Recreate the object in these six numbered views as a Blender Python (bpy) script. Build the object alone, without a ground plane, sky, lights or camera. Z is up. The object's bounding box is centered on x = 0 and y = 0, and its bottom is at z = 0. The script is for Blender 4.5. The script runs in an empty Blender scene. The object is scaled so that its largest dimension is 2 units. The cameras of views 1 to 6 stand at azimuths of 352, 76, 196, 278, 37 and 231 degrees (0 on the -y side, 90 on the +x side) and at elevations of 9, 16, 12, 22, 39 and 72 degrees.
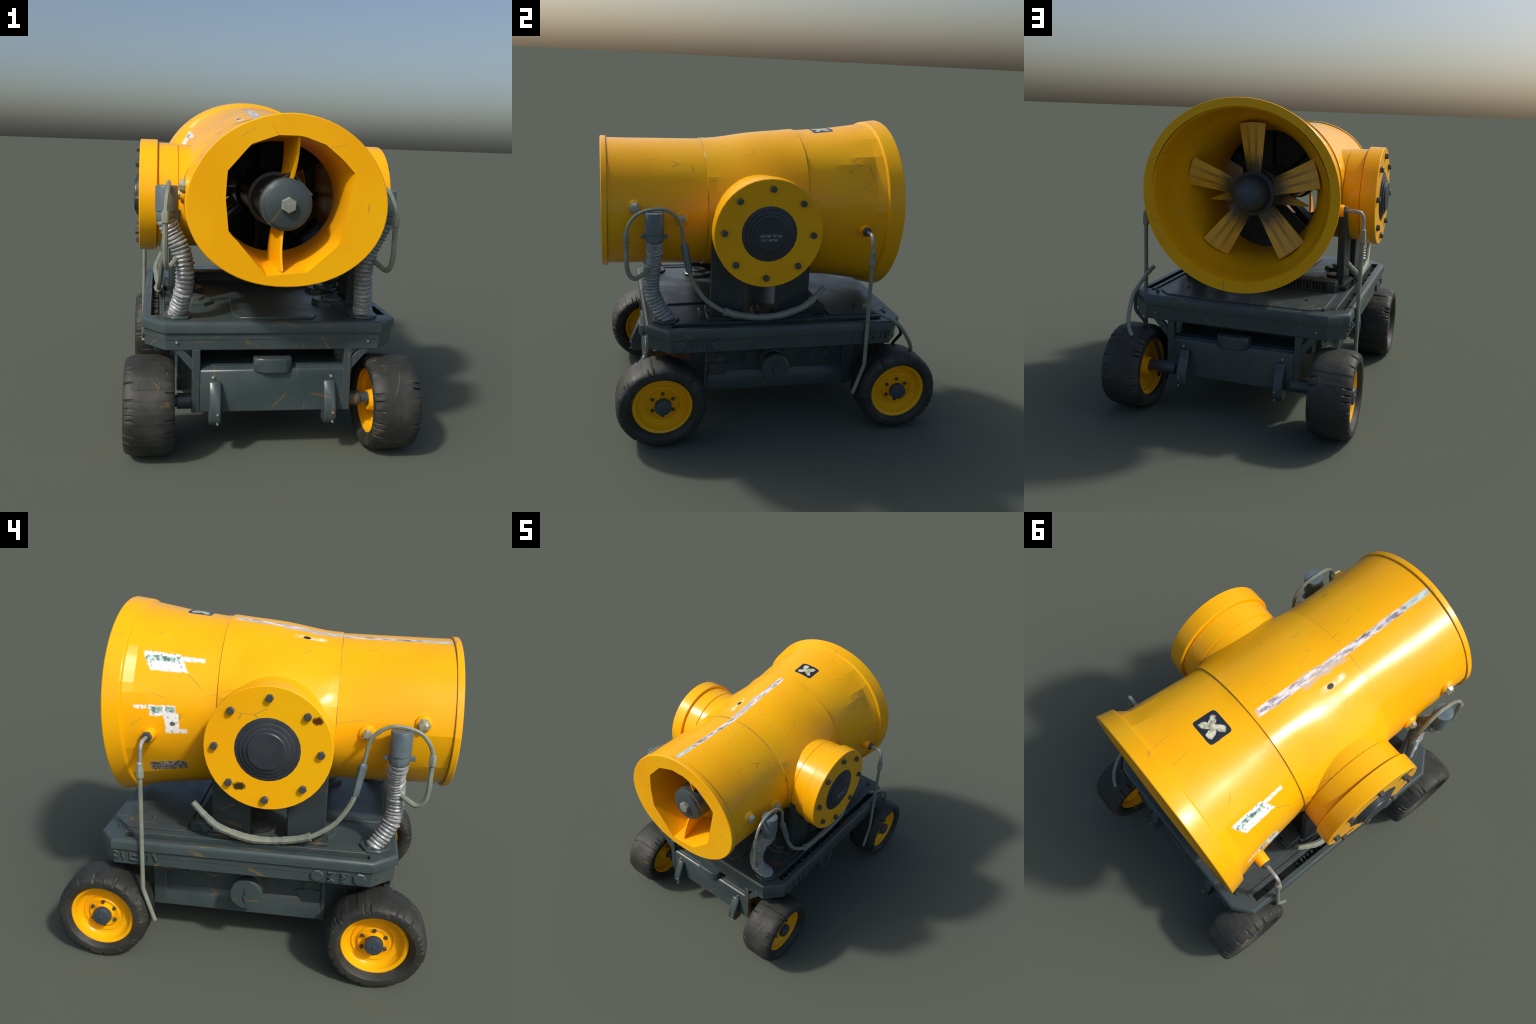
import bpy, bmesh, math, random
from math import sin, cos, pi, radians, atan2, hypot
from mathutils import Vector, Matrix

random.seed(7)
COL = bpy.context.scene.collection

# ------------------------------------------------------------------ materials
class N:
    """tiny helper to write node graphs"""
    def __init__(s, name):
        s.mat = bpy.data.materials.new(name)
        s.mat.use_nodes = True
        s.t = s.mat.node_tree
        s.t.nodes.clear()
        s.out = s.t.nodes.new('ShaderNodeOutputMaterial')
        s.bsdf = s.t.nodes.new('ShaderNodeBsdfPrincipled')
        s.t.links.new(s.bsdf.outputs[0], s.out.inputs[0])
        s.co = s.t.nodes.new('ShaderNodeTexCoord').outputs['Object']
    def put(s, sock, v):
        if isinstance(v, bpy.types.NodeSocket):
            s.t.links.new(v, sock)
        else:
            if sock.type == 'RGBA' and len(v) == 3:
                v = (*v, 1)
            sock.default_value = v
    def m(s, op, a, b=0.0, c=None):
        n = s.t.nodes.new('ShaderNodeMath'); n.operation = op
        s.put(n.inputs[0], a); s.put(n.inputs[1], b)
        if c is not None: s.put(n.inputs[2], c)
        return n.outputs[0]
    def sep(s, v):
        n = s.t.nodes.new('ShaderNodeSeparateXYZ'); s.put(n.inputs[0], v)
        return n.outputs
    def mapping(s, scale=(1, 1, 1), loc=(0, 0, 0), rot=(0, 0, 0), v=None):
        n = s.t.nodes.new('ShaderNodeMapping')
        s.put(n.inputs[0], v if v is not None else s.co)
        n.inputs['Scale'].default_value = scale
        n.inputs['Location'].default_value = loc
        n.inputs['Rotation'].default_value = rot
        return n.outputs[0]
    def noise(s, scale, detail=3.0, rough=.5, v=None, dist=0.0):
        n = s.t.nodes.new('ShaderNodeTexNoise')
        s.put(n.inputs['Vector'], v if v is not None else s.co)
        n.inputs['Scale'].default_value = scale
        n.inputs['Detail'].default_value = detail
        n.inputs['Roughness'].default_value = rough
        n.inputs['Distortion'].default_value = dist
        return n.outputs[0]
    def ramp(s, f, stops, interp='LINEAR'):
        n = s.t.nodes.new('ShaderNodeValToRGB'); s.put(n.inputs[0], f)
        cr = n.color_ramp; cr.interpolation = interp
        while len(cr.elements) < len(stops): cr.elements.new(.5)
        for e, (p, c) in zip(cr.elements, stops):
            e.position = p
            e.color = (c, c, c, 1) if not hasattr(c, '__len__') else (*c, 1)
        return n.outputs[0]
    def mix(s, f, a, b):
        n = s.t.nodes.new('ShaderNodeMix'); n.data_type = 'RGBA'
        s.put(n.inputs[0], f); s.put(n.inputs[6], a); s.put(n.inputs[7], b)
        return n.outputs[2]
    def smooth(s, v, lo, hi, a=0.0, b=1.0):
        n = s.t.nodes.new('ShaderNodeMapRange'); n.interpolation_type = 'SMOOTHSTEP'
        s.put(n.inputs[0], v)
        for i, k in zip((1, 2, 3, 4), (lo, hi, a, b)): n.inputs[i].default_value = k
        return n.outputs[0]
    def box(s, u, v, u0, u1, v0, v1, su, sv):
        """soft rectangular mask in two coordinates"""
        a = s.m('MULTIPLY', s.smooth(u, u0 - su, u0 + su), s.smooth(u, u1 - su, u1 + su, 1, 0))
        b = s.m('MULTIPLY', s.smooth(v, v0 - sv, v0 + sv), s.smooth(v, v1 - sv, v1 + sv, 1, 0))
        return s.m('MULTIPLY', a, b)
    def cracks(s, scale, width, gate):
        """thin straight broken lines: voronoi cell borders let through in patches"""
        n = s.t.nodes.new('ShaderNodeTexVoronoi'); n.feature = 'DISTANCE_TO_EDGE'
        s.put(n.inputs['Vector'], s.mapping((1.25, .38, .8), (.37, .11, .53), (.5, .35, .9)))
        n.inputs['Scale'].default_value = scale
        line = s.smooth(n.outputs['Distance'], width * .3, width, 1, 0)
        g = s.smooth(s.noise(scale * 1.3, 2), gate, gate + .08)
        return s.m('MULTIPLY', line, g)
    def bump(s, h, strength, dist):
        n = s.t.nodes.new('ShaderNodeBump'); s.put(n.inputs['Height'], h)
        n.inputs['Strength'].default_value = strength
        n.inputs['Distance'].default_value = dist
        s.t.links.new(n.outputs[0], s.bsdf.inputs['Normal'])
    def done(s, col, rough=.5, metal=0.0, spec=.5, coat=0.0):
        s.put(s.bsdf.inputs['Base Color'], col)
        s.put(s.bsdf.inputs['Roughness'], rough)
        s.put(s.bsdf.inputs['Metallic'], metal)
        s.bsdf.inputs['Specular IOR Level'].default_value = spec
        s.bsdf.inputs['Coat Weight'].default_value = coat
        s.bsdf.inputs['Coat Roughness'].default_value = .15
        return s.mat

YEL = (0.95, 0.455, 0.0025)
YEL2 = (0.93, 0.425, 0.002)
YEL3 = (0.92, 0.48, 0.003)

def yellow_base(n):
    a = n.ramp(n.noise(2.2, 2), [(.35, YEL2), (.5, YEL), (.68, YEL3)])
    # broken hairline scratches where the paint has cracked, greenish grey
    return n.mix(n.m('MULTIPLY', n.cracks(4.6, .009, .55), .6), a, (.30, .24, .05))

def mat_yellow(name='yellow_paint', rough=.27):
    n = N(name)
    r = n.ramp(n.noise(5, 3), [(.3, rough - .04), (.7, rough + .08)])
    return n.done(yellow_base(n), r, 0, .3)

def mat_barrel():
    n = N('yellow_paint_with_stickers')
    col = yellow_base(n)
    x, y, z = n.sep(n.co)[0:3]
    ang = n.m('MULTIPLY', n.m('ARCTAN2', x, n.m('SUBTRACT', z, 1.29)), 180 / pi)
    white = (.86, .85, .82)
    # --- long lettered strip along the top
    fine = n.noise(1.0, 4, .65, n.mapping((55, 16, 0.1)))
    band = n.noise(1.0, 3, .6, n.mapping((70, 4, .1), loc=(3, 1, 0)))
    txt = n.ramp(n.m('MULTIPLY_ADD', fine, .7, n.m('MULTIPLY', band, .3)),
                 [(.36, (.10, .09, .11)), (.46, (.42, .38, .44)), (.52, (.74, .68, .66)), (.6, white)])
    tip = n.ramp(fine, [(.4, (.38, .50, .53)), (.6, (.62, .72, .66))])
    strip_col = n.mix(n.smooth(y, -.79, -.81), txt, tip)
    wob = n.m('MULTIPLY', n.m('SUBTRACT', n.noise(14, 2), .5), 2.2)
    aw = n.m('ADD', ang, wob)
    strip = n.box(y, aw, -.955, .155, -10.4, -5.2, .02, .55)
    col = n.mix(strip, col, strip_col)
    wide = n.box(y, aw, -.42, -.10, -13.2, -4.6, .05, 1.2)
    col = n.mix(n.m('MULTIPLY', wide, n.ramp(fine, [(.42, .9), (.56, 0.0)])), col, (.55, .47, .42))
    # --- dark hairlines where the three drum sections lap
    for y0 in (-.4045, .1858, -.9655):
        ln = n.smooth(n.m('ABSOLUTE', n.m('SUBTRACT', y, y0)), .0012, .0032, 1, 0)
        ln = n.m('MULTIPLY', ln, n.ramp(n.noise(7, 3), [(.38, .15), (.6, .8)]))
        col = n.mix(ln, col, (.20, .16, .05))
    # --- small mark beside it
    lm = n.box(y, ang, -.315, -.165, -22.6, -18.8, .018, 1.0)
    col = n.mix(n.m('MULTIPLY', lm, n.ramp(n.noise(26, 3), [(.4, .25), (.56, 1.0)])), col, (.9, .82, .6))
    dot = n.m('ADD', n.m('POWER', n.m('DIVIDE', n.m('ADD', y, .222), .021), 2),
              n.m('POWER', n.m('DIVIDE', n.m('ADD', ang, 21), 1.9), 2))
    col = n.mix(n.smooth(dot, .6, 1.3, 1, 0), col, (.025, .022, .02))
    # --- dark square badge with a pale four-lobed figure
    wob2 = n.m('MULTIPLY', n.m('SUBTRACT', n.noise(26, 3), .5), .55)
    u = n.m('DIVIDE', n.m('SUBTRACT', y, .362), .065)
    v = n.m('DIVIDE', n.m('SUBTRACT', ang, 1.9), 9.0)
    d8 = n.m('ADD', n.m('POWER', n.m('ABSOLUTE', u), 9), n.m('POWER', n.m('ABSOLUTE', v), 9))
    sq = n.smooth(n.m('ADD', d8, wob2), .75, 1.25, 1, 0)
    col = n.mix(sq, col, (.022, .027, .042))
    uu = n.m('ADD', u, wob2); vv = n.m('ADD', v, wob2)
    r = n.m('SQRT', n.m('ADD', n.m('MULTIPLY', uu, uu), n.m('MULTIPLY', vv, vv)))
    th = n.m('ARCTAN2', vv, uu)
    lob = n.m('ABSOLUTE', n.m('SINE', n.m('MULTIPLY', th, 2)))
    lim = n.m('MULTIPLY_ADD', n.m('POWER', lob, 1.25), .66, .27)
    fig = n.smooth(n.m('SUBTRACT', lim, r), -.05, .10)
    fcol = n.ramp(n.noise(45, 3), [(.38, (.30, .30, .17)), (.5, (.55, .55, .40)), (.62, (.70, .70, .58))])
    col = n.mix(n.m('MULTIPLY', fig, sq), col, fcol)
    # --- paper labels on the left flank of the bell
    left = n.smooth(x, -.05, -.1)
    specks = n.noise(1.0, 3, .6, n.mapping((40, 75, 75)))
    green = n.ramp(n.noise(1.0, 3, .6, n.mapping((25, 45, 45))),
                   [(.40, (.10, .19, .17)), (.5, (.30, .46, .40)), (.6, (.62, .78, .72))])
    paper = n.ramp(specks, [(.33, (.28, .25, .28)), (.41, (.85, .84, .82)), (.6, (.95, .95, .93))])
    jit = n.m('MULTIPLY', n.m('SUBTRACT', n.noise(38, 3, .6), .5), .028)
    yj = n.m('ADD', y, jit); aj = n.m('MULTIPLY_ADD', jit, 90, ang)
    # slanting left edge of the upper label
    ys = n.m('MULTIPLY_ADD', n.m('ADD', aj, 50), -.0045, yj)
    a1 = n.box(ys, aj, .385, .572, -60.3, -49.4, .006, .5)
    a2 = n.box(yj, aj, .262, .40, -53.2, -50.6, .006, .5)
    lab1 = n.m('MAXIMUM', a1, a2)
    col = n.mix(n.m('MULTIPLY', lab1, left), col, paper)
    g1 = n.box(yj, aj, .385, .555, -54.6, -51.4, .005, .4)
    col = n.mix(n.m('MULTIPLY', g1, left), col, green)
    b1 = n.box(yj, aj, .50, .592, -82.2, -80.5, .006, .4)
    b2 = n.box(yj, aj, .388, .517, -88.6, -80.3, .005, .5)
    b2 = n.m('MULTIPLY', b2, n.m('SUBTRACT', 1.0, n.box(yj, aj, .445, .53, -92, -86.5, .004, .4)))
    b3 = n.box(yj, aj, .373, .44, -96.8, -85, .005, .5)
    b4 = n.box(yj, aj, .335, .435, -97.2, -94.4, .006, .4)
    lab2 = n.m('MAXIMUM', n.m('MAXIMUM', b1, b2), n.m('MAXIMUM', b3, b4))
    col = n.mix(n.m('MULTIPLY', lab2, left), col, paper)
    g2 = n.m('MAXIMUM', n.box(yj, aj, .452, .51, -84.6, -81.0, .004, .3), n.box(yj, aj, .392, .44, -84.4, -80.9, .004, .3))
    col = n.mix(n.m('MULTIPLY', g2, left), col, green)
    g3 = n.m('ADD', n.m('POWER', n.m('DIVIDE', n.m('SUBTRACT', y, .405), .014), 2),
             n.m('POWER', n.m('DIVIDE', n.m('ADD', ang, 91.2), 1.4), 2))
    col = n.mix(n.m('MULTIPLY', n.smooth(g3, .5, 1.4, 1, 0), left), col, (.10, .13, .12))
    c1 = n.box(yj, aj, .352, .545, -127.2, -119.2, .006, .6)
    c1 = n.m('MULTIPLY', c1, left)
    ccol = n.ramp(n.noise(1.0, 3, .7, n.mapping((30, 90, 90))),
                  [(.42, (.10, .085, .07)), (.52, (.25, .20, .17)), (.6, (.55, .52, .48))])
    col = n.mix(c1, col, ccol)
    rgh = n.ramp(n.noise(5, 3), [(.3, .20), (.7, .29)])
    return n.done(col, rgh, 0, .32)

def mat_flange():
    n = N('yellow_paint_rusted_at_bolts')
    col = yellow_base(n)
    x, y, z = n.sep(n.co)[0:3]
    for (cy, cz, ry, rz, c) in ((-.325, 1.405, .028, .024, (.10, .03, .006)), (.03, 1.057, .034, .024, (.045, .032, .008))):
        d = n.m('ADD', n.m('POWER', n.m('DIVIDE', n.m('SUBTRACT', y, cy), ry), 2),
                n.m('POWER', n.m('DIVIDE', n.m('SUBTRACT', z, cz), rz), 2))
        d = n.m('MULTIPLY_ADD', n.m('SUBTRACT', n.noise(60, 3), .5), 1.8, d)
        k = n.m('MULTIPLY', n.smooth(d, .35, 1.15, 1, 0), n.smooth(x, -.6, -.62))
        col = n.mix(k, col, c)
    return n.done(col, n.ramp(n.noise(5, 3), [(.3, .22), (.7, .32)]), 0, .32)

def mat_plain(name, c1, c2, rough, metal=0.0, scale=8, spec=.5, streak=None, bump=0, edge=False):
    n = N(name)
    col = n.ramp(n.noise(scale, 4, .6), [(.32, c1), (.68, c2)])
    if streak:
        col = n.mix(n.m('MULTIPLY', n.cracks(streak[2], .022, .52), streak[1]), col, streak[0])
        pat = n.ramp(n.noise(streak[2] * 1.6, 3), [(.45, 0.0), (.7, 1.0)])
        col = n.mix(n.m('MULTIPLY', pat, .22), col, streak[3])
    if edge:
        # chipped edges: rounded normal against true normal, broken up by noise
        bv = n.t.nodes.new('ShaderNodeBevel'); bv.samples = 6; bv.inputs['Radius'].default_value = .007
        ge = n.t.nodes.new('ShaderNodeNewGeometry')
        dt = n.t.nodes.new('ShaderNodeVectorMath'); dt.operation = 'DOT_PRODUCT'
        n.t.links.new(bv.outputs[0], dt.inputs[0]); n.t.links.new(ge.outputs['Normal'], dt.inputs[1])
        k = n.smooth(dt.outputs['Value'], .80, .96, 1, 0)
        k = n.m('MULTIPLY', k, n.ramp(n.noise(11, 4, .65), [(.47, 0.0), (.56, 1.0)]))
        tint = n.ramp(n.noise(6, 2), [(.42, (.26, .17, .03)), (.56, (.20, .225, .215))])
        col = n.mix(n.m('MULTIPLY', k, .6), col, tint)
    if bump: n.bump(n.noise(90, 3), bump, .004)
    return n.done(col, n.ramp(n.noise(scale * 1.7, 3), [(.3, rough - .07), (.7, rough + .07)]), metal, spec)

def mat_blade():
    n = N('fan_blade_paint')
    x, y, z = n.sep(n.co)[0:3]
    r = z
    wav = n.noise(1.0, 2, .5, n.mapping((60, 1, 5)))
    root = n.smooth(n.m('MULTIPLY_ADD', n.m('SUBTRACT', wav, .5), .16, r), .15, .27, 1, 0)
    line = n.smooth(n.m('ABSOLUTE', n.m('SUBTRACT', n.m('ABSOLUTE', n.m('DIVIDE', x, n.m('MULTIPLY_ADD', z, .12, .03))), .38)), .04, .22, 1, 0)
    line = n.m('MULTIPLY', line, n.smooth(r, .42, .20, .25, .95))
    k = n.m('MAXIMUM', root, n.m('MULTIPLY', line, .75))
    col = n.mix(n.m('MULTIPLY', k, .92), n.ramp(n.noise(9, 3), [(.35, (.84, .42, .03)), (.65, (.88, .50, .06))]), (.035, .04, .03))
    return n.done(col, .42, 0, .45)

def mat_cap():
    n = N('black_cap_paint')
    x, y, z = n.sep(n.co)[0:3]
    col = n.ramp(n.noise(12, 3), [(.35, (.026, .033, .042)), (.65, (.036, .043, .052))])
    # two short lines of worn white lettering on the right-hand cap
    rt = n.smooth(x, .60, .62)
    l1 = n.box(y, z, -.157, -.040, 1.241, 1.255, .006, .004)
    l2 = n.box(y, z, -.152, -.062, 1.217, 1.230, .006, .004)
    glyph = n.ramp(n.noise(1.0, 2, .6, n.mapping((1, 75, 60))), [(.42, 0.0), (.56, 1.0)])
    k = n.m('MULTIPLY', n.m('MULTIPLY', n.m('MAXIMUM', l1, l2), glyph), n.m('MULTIPLY', rt, .42))
    col = n.mix(k, col, (.6, .62, .64))
    return n.done(col, .4, 0, .5)

def mat_rubber():
    n = N('tyre_rubber')
    col = n.ramp(n.noise(7, 5, .6), [(.3, (.019, .021, .018)), (.5, (.029, .031, .027)), (.72, (.052, .053, .047))])
    sm = n.ramp(n.noise(1.0, 3, .6, n.mapping((6, 16, 16))), [(.6, 0.0), (.75, 1.0)])
    col = n.mix(n.m('MULTIPLY', sm, .5), col, (.095, .095, .082))
    col = n.mix(n.m('MULTIPLY', n.cracks(7.0, .02, .55), .45), col, (.22, .13, .03))
    n.bump(n.noise(45, 4), .25, .006)
    return n.done(col, n.ramp(n.noise(10, 3), [(.3, .5), (.7, .68)]), 0, .4)

M = dict(
    yellow=mat_yellow(), barrel=mat_barrel(), flange=mat_flange(), blade=mat_blade(), cap=mat_cap(),
    duct=mat_yellow('duct_paint', .38),
    steel=mat_plain('slate_steel_paint', (.039, .057, .060), (.053, .075, .077), .34, 0, 5, .55, ((.24, .14, .02), .5, 5.0, (.062, .072, .086)), edge=True),
    post=mat_plain('darker_post_steel', (.028, .039, .043), (.034, .047, .051), .45, 0, 5, .4, ((.20, .12, .02), .35, 4.0, (.042, .050, .060)), edge=True),
    dark=mat_plain('dark_steel', (.020, .025, .028), (.034, .040, .043), .5, 0, 14, .4),
    bolt=mat_plain('bolt_steel', (.045, .055, .060), (.085, .095, .095), .42, .2, 40),
    pale=mat_plain('pale_fitting_metal', (.24, .25, .18), (.46, .46, .34), .36, .15, 30),
    pipe=mat_plain('dull_green_grey_pipe', (.17, .20, .165), (.27, .295, .235), .42, .05, 14, .5, ((.42, .28, .04), .6, 12.0, (.22, .26, .27))),
    hose=mat_plain('ribbed_hose_metal', (.22, .24, .25), (.38, .40, .40), .36, .15, 30, .5, ((.36, .30, .18), .5, 22.0, (.20, .22, .26))),
    stack=mat_plain('stack_cap_paint', (.085, .125, .145), (.12, .165, .19), .36, .05, 9, .5, ((.35, .25, .05), .4, 14.0, (.20, .24, .25))),
    hub=mat_plain('hub_cap_paint', (.035, .050, .066), (.050, .068, .086), .36, 0, 12),
    chain=mat_plain('chain_metal', (.055, .06, .045), (.15, .15, .10), .5, .2, 40),
    rubber=mat_rubber(),
)

# ------------------------------------------------------------------ geometry helpers
root = bpy.data.objects.new('mist_cannon', None)
COL.objects.link(root)
root.empty_display_size = .2
root['label'] = 'yellow wheeled industrial mist cannon on dark cart'
root['category'] = 'mist cannon'

def link(name, me, mat, parent=None, kind=None, angle=35):
    ob = bpy.data.objects.new(name, me)
    COL.objects.link(ob)
    ob.parent = parent or root
    if mat is not None and not me.materials:
        me.materials.append(M[mat])
    if angle is not None:
        me.shade_smooth()
        me.set_sharp_from_angle(angle=radians(angle))
    if kind: ob['kind'] = kind
    return ob

def mesh_of(bm, name):
    bmesh.ops.recalc_face_normals(bm, faces=bm.faces)
    me = bpy.data.meshes.new(name)
    bm.to_mesh(me); bm.free()
    return me

def bm_rings(bm, rings, close=True, cap0=False, cap1=False, loop=False):
    """skin a list of vertex loops"""
    vs = [[bm.verts.new(p) for p in r] for r in rings]
    n = len(vs[0])
    pairs = list(zip(vs, vs[1:])) + ([(vs[-1], vs[0])] if loop else [])
    for a, b in pairs:
        for i in range(n if close else n - 1):
            j = (i + 1) % n
            bm.faces.new((a[i], a[j], b[j], b[i]))
    if cap0: bm.faces.new(vs[0])
    if cap1: bm.faces.new(vs[-1])
    return vs

AX = {'x': Matrix(((0, 0, 1), (1, 0, 0), (0, 1, 0))), 'y': Matrix(((1, 0, 0), (0, 0, 1), (0, 1, 0))), 'z': Matrix.Identity(3)}

def ring(r, h, n, axis='z', c=(0, 0, 0), ph=0.0, r2=None):
    m = AX[axis]; c = Vector(c); r2 = r2 or r
    return [c + m @ Vector((r * cos(2 * pi * i / n + ph), r2 * sin(2 * pi * i / n + ph), h)) for i in range(n)]

def lathe(bm, prof, n=32, axis='z', c=(0, 0, 0), cap=(True, True), ph=0.0, loop=False):
    """prof: list of (height along axis, radius)"""
    bm_rings(bm, [ring(r, h, n, axis, c, ph) for h, r in prof], True, cap[0] and not loop, cap[1] and not loop, loop)

def bevel_all(bm, w, seg=1, ang=30):
    es = [e for e in bm.edges if len(e.link_faces) == 2 and e.calc_face_angle(0) > radians(ang)]
    if es: bmesh.ops.bevel(bm, geom=es, offset=w, segments=seg, affect='EDGES', profile=.6, clamp_overlap=True)

def bm_box(bm, x0, x1, y0, y1, z0, z1):
    vs = [bm.verts.new((x, y, z)) for z in (z0, z1) for x, y in ((x0, y0), (x1, y0), (x1, y1), (x0, y1))]
    for f in ((0, 3, 2, 1), (4, 5, 6, 7), (0, 1, 5, 4), (1, 2, 6, 5), (2, 3, 7, 6), (3, 0, 4, 7)):
        bm.faces.new([vs[i] for i in f])
    return vs

def bm_prism(bm, pts, axis, h0, h1):
    """extrude a polygon; pts are the two coordinates left after taking axis out (x:(y,z) y:(x,z) z:(x,y))"""
    def P(p, h):
        return {'x': (h, p[0], p[1]), 'y': (p[0], h, p[1]), 'z': (p[0], p[1], h)}[axis]
    bm_rings(bm, [[P(p, h0) for p in pts], [P(p, h1) for p in pts]], True, True, True)

def solid(name, mat, fn, bev=.004, parent=None, kind=None, angle=35, seg=1):
    bm = bmesh.new(); fn(bm)
    bmesh.ops.recalc_face_normals(bm, faces=bm.faces)
    if bev: bevel_all(bm, bev, seg)
    return link(name, mesh_of(bm, name), mat, parent, kind, angle)

def catmull(pts, per=8):
    P = [Vector(p) for p in pts]
    P = [P[0] * 2 - P[1]] + P + [P[-1] * 2 - P[-2]]
    out = []
    for i in range(1, len(P) - 2):
        a, b, c, d = P[i - 1:i + 3]
        for k in range(per):
            t = k / per
            out.append(.5 * ((2 * b) + (c - a) * t + (2 * a - 5 * b + 4 * c - d) * t * t + (3 * b - a - 3 * c + d) * t ** 3))
    out.append(P[-2])
    return out

def resample(pts, step):
    out = [pts[0]]; acc = 0.0
    for a, b in zip(pts, pts[1:]):
        L = (b - a).length
        if L == 0: continue
        t = step - acc
        while t <= L:
            out.append(a + (b - a) * (t / L)); t += step
        acc = (acc + L) % step if L >= step - acc else acc + L
    if (out[-1] - pts[-1]).length > step * .3: out.append(pts[-1])
    return out

def sweep(bm, pts, rad, n=10):
    """tube with parallel-transported frame; rad is a number or function(i, fraction, length)"""
    T = [(pts[min(i + 1, len(pts) - 1)] - pts[max(i - 1, 0)]).normalized() for i in range(len(pts))]
    up = Vector((0, 0, 1)) if abs(T[0].z) < .9 else Vector((1, 0, 0))
    u = T[0].cross(up).normalized()
    rings = []; L = 0
    for i, p in enumerate(pts):
        if i: L += (p - pts[i - 1]).length
        u = (u - T[i] * u.dot(T[i])).normalized(); w = T[i].cross(u)
        r = rad(i, i / (len(pts) - 1), L) if callable(rad) else rad
        rings.append([p + (u * cos(2 * pi * k / n) + w * sin(2 * pi * k / n)) * r for k in range(n)])
    bm_rings(bm, rings, True, True, True)

def tube(name, mat, pts, rad, n=10, step=.012, parent=None, per=8, angle=50, smooth=True):
    bm = bmesh.new()
    P = catmull(pts, per) if smooth else [Vector(p) for p in pts]
    if step: P = resample(P, step)
    sweep(bm, P, rad, n)
    return link(name, mesh_of(bm, name), mat, parent, angle=angle)

def inst(src, name, mtx, parent=None):
    ob = src.copy(); ob.name = name
    COL.objects.link(ob); ob.parent = parent or root
    ob.matrix_local = mtx
    return ob

def mir(p, s):
    return (p[0] * s, p[1], p[2])

# ------------------------------------------------------------------ barrel
NB = 64
def ell(y, a, b, cz):
    return [Vector((a * cos(2 * pi * i / NB), y, cz + b * sin(2 * pi * i / NB))) for i in range(NB)]

# roughly twelve-sided mouth of the nozzle tube: (x, z) corners
MOUTH = [(.296, 1.431), (.272, 1.30), (.240, 1.113), (.097, .984), (-.093, .966), (-.226, 1.122), (-.267, 1.16),
         (-.284, 1.31), (-.279, 1.43), (-.178, 1.549), (-.06, 1.592), (.05, 1.592), (.154, 1.557), (.24, 1.49)]
def mouth_radius(th, c=(0.005, 1.28)):
    d = (cos(th), sin(th)); best = 9
    for (ax, az), (bx, bz) in zip(MOUTH, MOUTH[1:] + MOUTH[:1]):
        ax -= c[0]; bx -= c[0]; az -= c[1]; bz -= c[1]
        den = d[0] * (bz - az) - d[1] * (bx - ax)
        if abs(den) < 1e-9: continue
        t = (ax * (bz - az) - az * (bx - ax)) / den
        s = (ax * d[1] - az * d[0]) / den
        if t > 0 and -1e-6 <= s <= 1 + 1e-6: best = min(best, t)
    return best if best < 9 else .29
def mouth_ring(y, grow=0.0, k=1.0):
    out = []
    for i in range(NB):
        th = 2 * pi * i / NB
        r = mouth_radius(th) * k + .30 * (1 - k) + grow
        out.append(Vector((.005 + r * cos(th), y, 1.28 + r * sin(th))))
    return out

OUTER = [(-1.000, .453, .384, 1.300), (-.996, .457, .388, 1.300), (-.970, .459, .389, 1.299), (-.966, .456, .387, 1.298),
         (-.965, .449, .3765, 1.301), (-.88, .4495, .377, 1.300), (-.80, .4495, .3775, 1.300), (-.70, .450, .379, 1.299), (-.60, .4505, .380, 1.298), (-.50, .451, .3815, 1.297), (-.405, .452, .383, 1.296),
         (-.403, .457, .388, 1.296), (-.36, .457, .389, 1.296), (-.31, .4565, .394, 1.295), (-.245, .456, .405, 1.294), (-.16, .457, .420, 1.294), (-.10, .4585, .430, 1.293), (-.05, .460, .438, 1.291), (.01, .4615, .445, 1.291),
         (.07, .463, .451, 1.291), (.12, .465, .457, 1.291), (.184, .4685, .464, 1.291), (.187, .461, .457, 1.291), (.23, .4655, .459, 1.291), (.29, .472, .464, 1.291),
         (.35, .480, .470, 1.291), (.42, .490, .477, 1.290), (.48, .500, .485, 1.290), (.54, .511, .493, 1.290), (.60, .524, .501, 1.290), (.648, .535, .507, 1.290),
         (.653, .551, .518, 1.290), (.658, .5545, .5205, 1.289), (.738, .570, .5375, 1.285), (.7425, .568, .5355, 1.285),
         (.7425, .516, .486, 1.290)]
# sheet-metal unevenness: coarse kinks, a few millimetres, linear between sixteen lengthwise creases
DENT = {}
_r = random.Random(4)
def dent(i, y):
    ks = (-1.1, -.75, -.403, -.1, .187, .45, .65, .9)
    for a in range(len(ks) - 1):
        if ks[a] <= y < ks[a + 1]: break
    t = (y - ks[a]) / (ks[a + 1] - ks[a]); q, f = divmod(i, 4); f /= 4
    def g(aa, qq): return DENT.setdefault((aa, qq % 16), _r.uniform(-.0036, .0046))
    u = g(a, q) * (1 - f) + g(a, q + 1) * f; v = g(a + 1, q) * (1 - f) + g(a + 1, q + 1) * f
    return u * (1 - t) + v * t
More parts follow.
